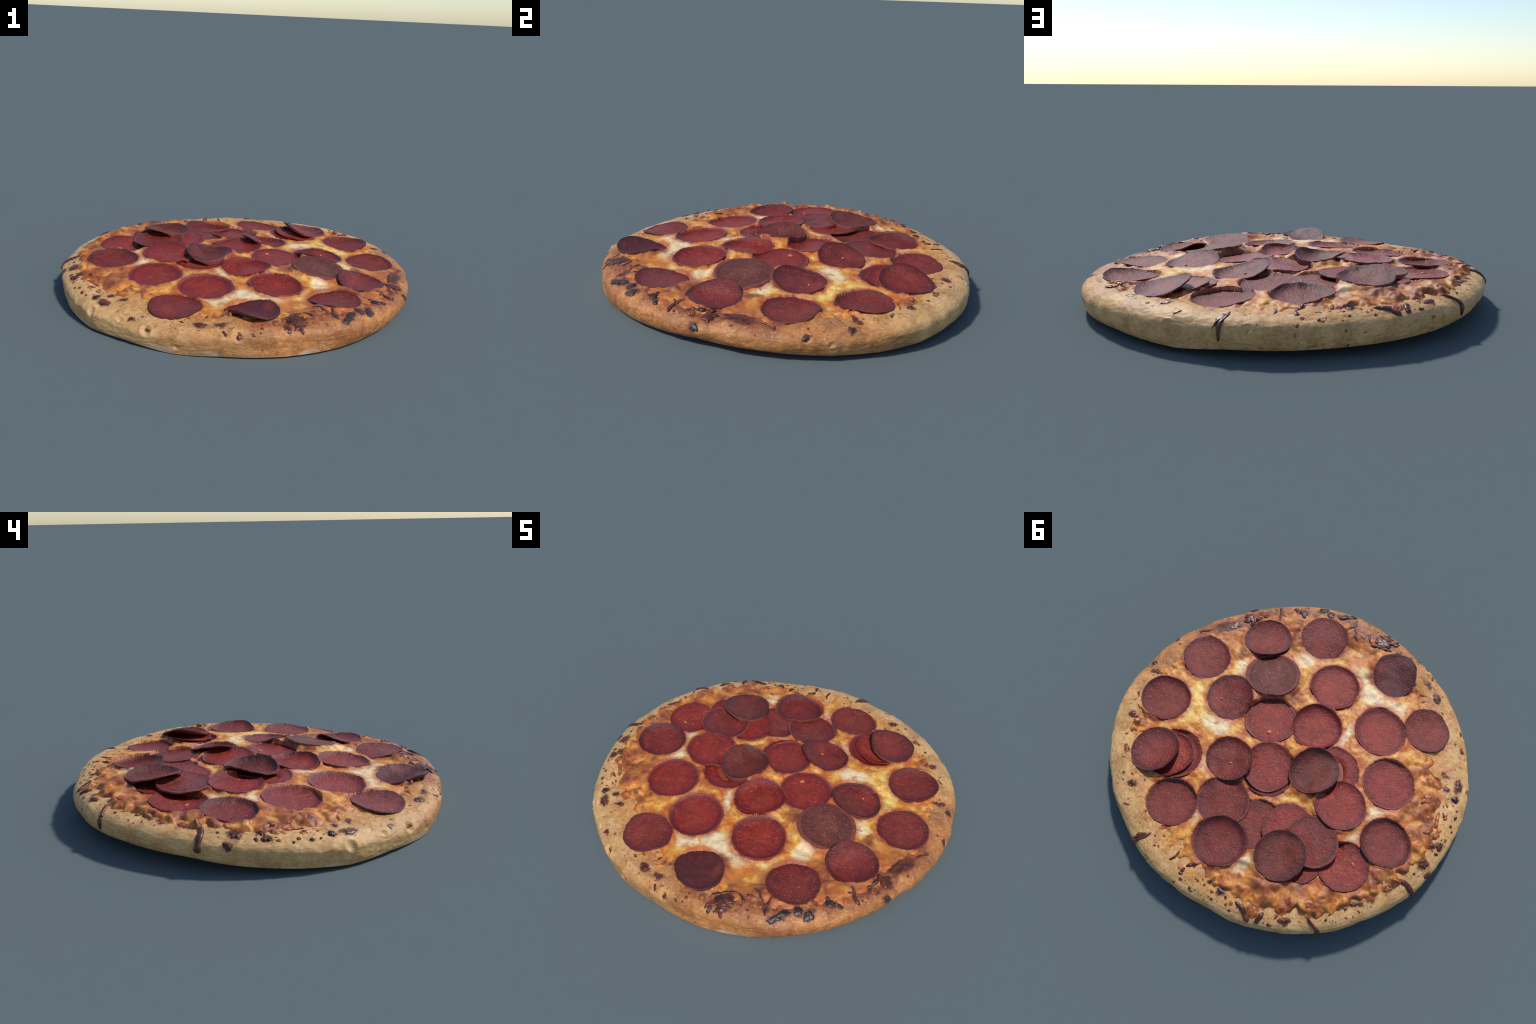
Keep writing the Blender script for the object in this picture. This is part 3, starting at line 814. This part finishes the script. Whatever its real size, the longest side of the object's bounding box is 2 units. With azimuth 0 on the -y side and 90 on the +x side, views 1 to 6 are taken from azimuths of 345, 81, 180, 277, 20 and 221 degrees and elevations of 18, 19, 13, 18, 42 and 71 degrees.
# --- strands of grated cheese that ran over the crust and browned
def strand(x0, y0, x1, y1, w, tone, hang, seed):
    n = 22
    nsg = 12
    t = np.linspace(0, 1, n)
    L = math.hypot(x1 - x0, y1 - y0)
    px = x0 + (x1 - x0) * t - (y1 - y0) / L * .12 * L * np.sin(t * 3 + seed)
    py = y0 + (y1 - y0) * t + (x1 - x0) / L * .12 * L * np.sin(t * 3 + seed)
    pts, nr = [], []
    for a_, b_ in zip(px, py):
        zz, nn = surface(a_, b_)
        pts.append((a_, b_, zz))
        nr.append(nn)
    if hang:
        # the end runs down the steep side of the crust
        ta = math.atan2(py[-1], px[-1])
        dg = math.degrees(ta)
        out, zc_ = float(around(dg, OUTLINE)), float(around(dg, CREST))
        ze_ = zc_ - .062
        p0 = min(math.hypot(px[-1], py[-1]) / out, .985)
        for q in np.linspace(.08, 1, 12):
            if q < .5:
                rho = p0 + (1 - p0) * (1 - (1 - q * 2) ** 2)
                zz = ze_ + (zc_ - ze_) * float(np.interp(rho, _RHO, _G))
            else:
                rho, zz = 1.0, ze_ - hang * (q - .5) * 2
            pts.append((rho * out * math.cos(ta), rho * out * math.sin(ta), zz))
            up = max(0, .9 - 1.8 * q)
            nr.append(np.array([math.cos(ta), math.sin(ta), up]))
        n += 12
        t = np.linspace(0, 1, n)
    pts, nr = np.array(pts), np.array(nr)
    nr /= np.linalg.norm(nr, axis=1)[:, None]
    tan = np.gradient(pts, axis=0)
    tan /= np.linalg.norm(tan, axis=1)[:, None]
    bi = np.cross(tan, nr)
    bi /= np.linalg.norm(bi, axis=1)[:, None]
    prof = w * (np.clip(1 - (2 * t - 1) ** 6, 0.02, 1)) * (.8 + .35 * t) * (1 + .4 * fbm(t * 4 + seed, seed, 0, 2))
    w_ = np.linspace(0, 2 * np.pi, nsg, endpoint=False)
    rings = pts[:, None] + prof[:, None, None] * (np.cos(w_)[None, :, None] * bi[:, None] + (.62 * np.sin(w_) + .08)[None, :, None] * nr[:, None])
    o = pts[0].copy()
    R3 = rings - o
    V = np.concatenate([R3.reshape(-1, 3), [R3[0].mean(0), R3[-1].mean(0)]])
    F = ring_faces(n, nsg)
    j = np.arange(nsg)
    k = (j + 1) % nsg
    tri = np.concatenate([np.stack([np.full(nsg, n * nsg), k, j], -1),
                          np.stack([np.full(nsg, n * nsg + 1), (n - 1) * nsg + j, (n - 1) * nsg + k], -1)])
    ob = new_mesh_object("cheese_strand", V, [F, tri], pizza, M_BIT[tone])
    ob.location = o


# x0, y0, x1, y1, half width, tone, length hanging down the side
STRANDS = [(.048, .801, .055, .878, .0068, 1, 0), (-.064, .791, -.044, .845, .0095, 1, 0), (-.044, .845, -.039, .895, .0115, 1, 0),
           (-.349, .796, -.466, .83, .014, 1, 0), (-.487, .737, -.509, .80, .013, 1, 0), (-.675, .59, -.752, .622, .0105, 1, .035),
           (-.885, .138, -.96, .125, .0155, 1, .018), (-.799, -.30, -.865, -.229, .0105, 0, 0), (-.838, .153, -.921, .135, .0066, 0, 0),
           (.228, .835, .262, .915, .0075, 1, .035), (.62, -.60, .684, -.635, .0095, 1, 0), (-.277, -.891, -.27, -.925, .008, 1, 0),
           (.891, -.197, .919, -.206, .0055, 1, 0),
           # the scorched web at the front
           (.011, -.871, .059, -.827, .008, 1, 0), (.059, -.827, .12, -.818, .009, 1, 0), (.12, -.818, .17, -.861, .006, 1, 0),
           (.018, -.901, .008, -.943, .008, 1, 0), (.052, -.902, .128, -.908, .007, 1, 0), (.062, -.925, .09, -.957, .0085, 1, 0),
           (.185, -.77, .226, -.779, .006, 1, 0), (.226, -.779, .255, -.834, .006, 1, 0), (.28, -.774, .257, -.856, .007, 1, 0),
           (.262, -.842, .295, -.882, .006, 1, 0), (.296, -.891, .381, -.823, .010, 2, 0), (.848, -.305, .914, -.204, .006, 1, 0),
           (.612, -.569, .648, -.60, .008, 1, 0), (.698, -.565, .697, -.52, .012, 1, 0), (.704, -.52, .728, -.477, .012, 1, 0),
           (.728, -.477, .71, -.43, .010, 1, 0), (.567, -.721, .523, -.67, .010, 1, 0)]
for i, s in enumerate(STRANDS):
    strand(*s, i * 2.1)

# --- pale crumbs of fat and garlic lying on the slices
M_FAT = bit_material("fat_crumb", srgb(160, 84, 48), srgb(190, 116, 74), srgb(214, 150, 104))


def crumb(key, dx, dy, a, b, ang, seed):
    sl = SLICES[key]
    x, y = sl[0] + dx, sl[1] + dy
    u, p_, rr, z = slice_top(sl, np.array([x]), np.array([y]))
    w = np.linspace(0, 2 * np.pi, 16, endpoint=False)
    ca, sa = math.cos(ang), math.sin(ang)
    R3 = []
    for e in np.linspace(-.4, 1.3, 6):
        k = 1 + .3 * fbm(np.cos(w) + seed, np.sin(w), seed, 2)
        px, py = a * math.cos(e) * k * np.cos(w), b * math.cos(e) * k * np.sin(w)
        R3.append(np.stack([px * ca - py * sa, px * sa + py * ca, 0 * px + .0055 * math.sin(e)], -1))
    R3 = np.array(R3)
    V = np.concatenate([R3.reshape(-1, 3), [R3[0].mean(0), R3[-1].mean(0)]])
    j = np.arange(16)
    k = (j + 1) % 16
    tri = np.concatenate([np.stack([np.full(16, 96), k, j], -1), np.stack([np.full(16, 97), 80 + j, 80 + k], -1)])
    ob = new_mesh_object("fat_crumb", V, [ring_faces(6, 16), tri], pizza, M_FAT)
    ob.location = (x, y, float(z[0]) + .001)


for i, c_ in enumerate([("X", -.03, -.045, .016, .008, -.6), ("I", -.045, .062, .014, .012, 0), 
                        ("F", .03, .04, .006, .005, 0), ("N", -.02, .01, .007, .006, 1)]):
    crumb(*c_, i * 3.3)

bpy.context.view_layer.update()
